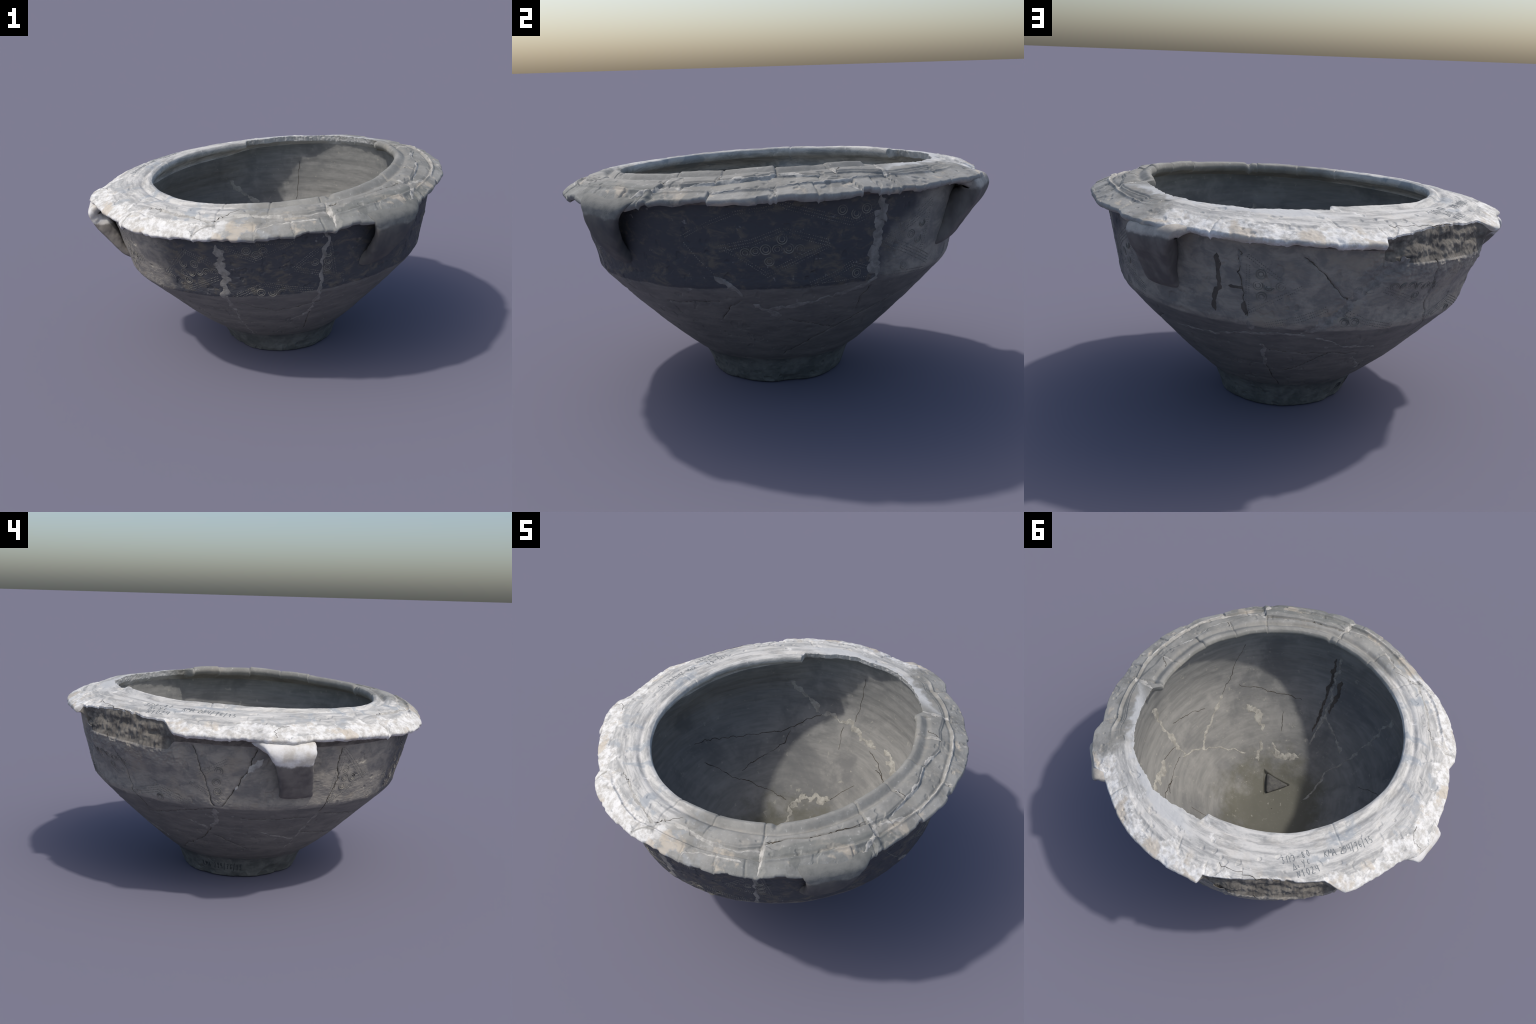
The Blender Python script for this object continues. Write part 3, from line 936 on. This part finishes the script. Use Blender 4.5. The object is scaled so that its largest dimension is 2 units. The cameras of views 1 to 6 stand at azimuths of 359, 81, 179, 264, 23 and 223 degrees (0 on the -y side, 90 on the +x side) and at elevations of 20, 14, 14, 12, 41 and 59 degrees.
# ------------------------------------------------------------------ handles
def strap(name, az, path, width, thick, mat, seed, channel=.0, bend=0.0, web=0.0):
    """strap handle: path of (radius, height) in the plane of its azimuth; width and thickness along it"""
    p = np.array(path, float)
    s = np.concatenate([[0], np.cumsum(np.linalg.norm(np.diff(p, axis=0), axis=1))])
    n = 110
    u = np.linspace(0, s[-1], n)
    rr, zz = smooth_interp(u, s, p[:, 0]), smooth_interp(u, s, p[:, 1])
    for _ in range(6):
        rr[1:-1] = (rr[:-2] + 2 * rr[1:-1] + rr[2:]) / 4
        zz[1:-1] = (zz[:-2] + 2 * zz[1:-1] + zz[2:]) / 4
    w = np.interp(u / s[-1], *np.array(width).T)
    tk = np.interp(u / s[-1], *np.array(thick).T)
    for _ in range(8):
        w[1:-1] = (w[:-2] + 2 * w[1:-1] + w[2:]) / 4
        tk[1:-1] = (tk[:-2] + 2 * tk[1:-1] + tk[2:]) / 4
    tr, tz = np.gradient(rr), np.gradient(zz)
    l = np.hypot(tr, tz)
    tr, tz = tr / l, tz / l
    nr_, nz_ = -tz, tr                                   # outward normal of the path
    m = 64
    a = np.linspace(0, TAU, m, endpoint=False)
    ex = np.sign(np.cos(a)) * np.abs(np.cos(a)) ** .55   # rounded-rectangle section
    ey = np.sign(np.sin(a)) * np.abs(np.sin(a)) ** .7
    azs = np.radians(az + bend * u / s[-1])
    out = np.stack([np.sin(azs), -np.cos(azs), 0 * azs], -1)
    sid = np.stack([np.cos(azs), np.sin(azs), 0 * azs], -1)
    fill = 1 + web * np.where(ey[None] < 0, 1, 0) * np.sin(math.pi * np.clip(u / s[-1], 0, 1))[:, None] ** 1.5
    dep = fill * tk[:, None] * ey[None] * .5 - channel * (ey[None] > 0) * (1 - np.abs(ex[None]) ** 2) * np.sin(math.pi * u / s[-1])[:, None]
    C = np.array([.05, 0, 0]) + out * rr[:, None] + np.array([0, 0, 1]) * zz[:, None]
    nv = out * nr_[:, None] + np.array([0, 0, 1]) * nz_[:, None]
    P = C[:, None] + sid[:, None] * (w[:, None] * .5 * ex[None])[..., None] + nv[:, None] * dep[..., None]
    q = P - C[:, None]
    q /= np.maximum(np.linalg.norm(q, axis=-1, keepdims=True), 1e-9)
    P = P + q * (.005 * fbm(P, 14, 3, seed) + .0025 * fbm(P, 45, 2, seed + 3))[..., None]
    V = np.concatenate([P.reshape(-1, 3), P[0].mean(0)[None], P[-1].mean(0)[None]])
    ob = mesh_object(name, P.reshape(-1, 3), grid_faces(n, m, True), mat)
    return ob


H1 = handle_material("handle_clay_with_plaster", .785)
H2 = handle_material("handle_clay_with_lime", .935, (.34, .315, .28), (.50, .46, .40))
strap("handle", 274.0, [(.90, .884), (.965, .883), (1.005, .870), (1.022, .842), (1.004, .795), (.958, .735), (.908, .67), (.87, .625), (.82, .60)],
      [(0, .28), (.16, .27), (.30, .225), (.42, .18), (.75, .165), (1, .17)], [(0, .03), (.25, .05), (.5, .055), (.8, .045), (1, .04)], H1, 800, .006, 8.0, 1.6)
strap("handle", 147.5, [(.90, .960), (.965, .967), (1.00, .960), (1.015, .935), (1.00, .89), (.962, .84), (.92, .775), (.88, .72), (.83, .69)],
      [(0, .28), (.15, .26), (.30, .22), (.45, .185), (.75, .165), (1, .17)], [(0, .03), (.25, .05), (.5, .06), (.8, .05), (1, .045)], H2, 820, .016, -6.0, 2.2)
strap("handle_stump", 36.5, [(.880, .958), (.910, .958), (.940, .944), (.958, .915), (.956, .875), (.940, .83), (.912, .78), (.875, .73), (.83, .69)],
      [(0, .38), (.15, .34), (.32, .26), (.55, .20), (.8, .155), (1, .15)], [(0, .02), (.2, .03), (.4, .05), (.6, .06), (1, .06)], handle_material("stump_clay_with_putty", .885, (.14, .144, .134), (.205, .205, .188), (.075, .075, .078), (.125, .118, .108)), 840, .0, -5.0)  # darker colour below z .885 draws the flange's sun shadow on the stump

# ------------------------------------------------------------------ pencilled inventory marks
GLYPH = {
    'K': [[(0, 0), (.05, 1)], [(.6, 1), (.08, .45), (.65, 0)]],
    'M': [[(0, 0), (.1, 1), (.4, .4), (.75, 1), (.8, 0)]],
    'A': [[(0, 0), (.35, 1), (.75, 0)], [(.15, .38), (.6, .38)]],
    '2': [[(.05, .85), (.25, 1), (.45, .85), (.4, .55), (.0, .0), (.6, .02)]],
    '9': [[(.5, .7), (.25, .5), (.08, .75), (.28, 1), (.5, .8), (.45, .3), (.2, 0)]],
    '0': [[(.28, 0), (.05, .4), (.12, .85), (.35, 1), (.55, .65), (.48, .2), (.28, 0)]],
    '4': [[(.05, 1), (.05, .5), (.5, .5)], [(.5, 1), (.52, 0)]],
    '/': [[(.1, -.25), (.35, 1.2)]],
    '7': [[(.0, .9), (.5, 1), (.3, 0)], [(.1, .5), (.5, .5)]],
    '6': [[(.45, 1), (.12, .6), (.1, .2), (.3, 0), (.5, .2), (.4, .45), (.12, .35)]],
    '1': [[(.0, .7), (.28, 1), (.28, 0)]],
    '5': [[(.5, 1), (.12, 1), (.08, .58), (.38, .55), (.48, .25), (.3, 0), (.05, .08)]],
    'Z': [[(.05, .9), (.5, 1), (.2, .6), (.5, .35), (.35, 0), (.05, .1)]],
    'P': [[(.05, 0), (.08, 1), (.6, 1), (.62, 0)]],
    'E': [[(.05, .85), (.3, 1), (.52, .7), (.5, .3), (.25, 0), (.05, .12)], [(.2, .5), (.52, .5)]],
    '-': [[(.05, .45), (.4, .45)]],
    '8': [[(.3, .52), (.08, .75), (.28, 1), (.48, .78), (.1, .25), (.28, 0), (.5, .22), (.3, .52)]],
    'D': [[(-.1, 0), (.75, .0)], [(.08, .02), (.35, 1), (.6, .05)]],
    'i': [[(.1, .55), (.15, 0)]],
    'y': [[(.05, 1), (.3, .5)], [(.6, 1), (.15, -.2)]],
    'c': [[(.5, .8), (.25, .7), (.15, .3), (.4, .1)]],
    'N': [[(.05, 0), (.08, .9), (.5, .1), (.55, .9)]],
    ' ': [],
}
PEN_V, PEN_F = [], []


def write(text, surf, a0, f0, a1, f1, height, advance, ka, kf, pen=.0019):
    """letter strokes laid on a surface; (a0,f0)-(a1,f1) is the base line, ka/kf metres per unit of a and f, up = -f on the rim"""
    d = np.array([(a1 - a0) * ka, (f1 - f0) * kf])
    length = np.linalg.norm(d)
    d = d / length
    up = np.array([d[1], -d[0]]) if kf > 0 else np.array([-d[1], d[0]])
    if kf > 0 and up[1] > 0:
        up = -up
    kf_ = abs(kf)
    step = length / len(text)
    for i, ch in enumerate(text):
        for stroke in GLYPH[ch]:
            q = np.array(stroke, float)
            s = np.concatenate([[0], np.cumsum(np.linalg.norm(np.diff(q, axis=0), axis=1))])
            u = np.linspace(0, s[-1], max(4, int(s[-1] * 9)))
            q = np.stack([np.interp(u, s, q[:, 0]), np.interp(u, s, q[:, 1])], -1) + rng.normal(0, .012, (len(u), 2))
            c = d * (i * step) + q[:, :1] * d * advance + q[:, 1:] * up * height
            t = np.gradient(c, axis=0)
            t /= np.maximum(np.linalg.norm(t, axis=1, keepdims=True), 1e-9)
            sd = np.stack([-t[:, 1], t[:, 0]], -1) * pen
            par = np.stack([c - sd, c, c + sd], 1) / [ka, kf_] + [a0, f0]
            P = surf(np.radians(par[..., 0]), par[..., 1])
            base_i = sum(len(x) for x in PEN_V)
            P = P + P_lift(P, surf, par)
            PEN_V.append(P.reshape(-1, 3))
            PEN_F.append(grid_faces(len(u), 3, False) + base_i)


def P_lift(P, surf, par):
    e = 2e-3
    a, f = np.radians(par[..., 0]), par[..., 1]
    Nn = np.cross(surf(a + e, f) - surf(a - e, f), surf(a, f + e) - surf(a, f - e))
    Nn /= np.maximum(np.linalg.norm(Nn, axis=-1, keepdims=True), 1e-12)
    Nn = np.where(((Nn[..., 2:] < 0) & (P[..., 2:] > .5)), -Nn, Nn)
    return Nn * np.array([.0004, .0014, .0004])[None, :, None]


ka = math.radians(1) * .80
write("KMA 294/76/15", rim_f, 242.4, .46, 261.6, .56, .034, .024, ka, .33)
write("ZPE-80", rim_f, 226.8, .485, 238.2, .385, .034, .024, ka, .33)
write("Diyc", rim_f, 230.6, .575, 237.5, .50, .030, .026, ka, .33)
write("N1024", rim_f, 231.8, .69, 240, .635, .034, .024, ka, .33)
inscription = mesh_object("inscription", np.concatenate(PEN_V), np.concatenate(PEN_F), M_INK)
PEN_V, PEN_F = [], []
foot_surf = lambda a, z: wall_point(a, z)
write("KMA 294/76/15", foot_surf, 228, .055, 268, .060, .036, .015, math.radians(1) * .33, -1.0, .0019)
V, F = np.concatenate(PEN_V), np.concatenate(PEN_F)
mesh_object("inscription", V, F, plain("dark_ink", (.03, .034, .036), (.06, .064, .066), .6, 60))

bpy.context.view_layer.update()
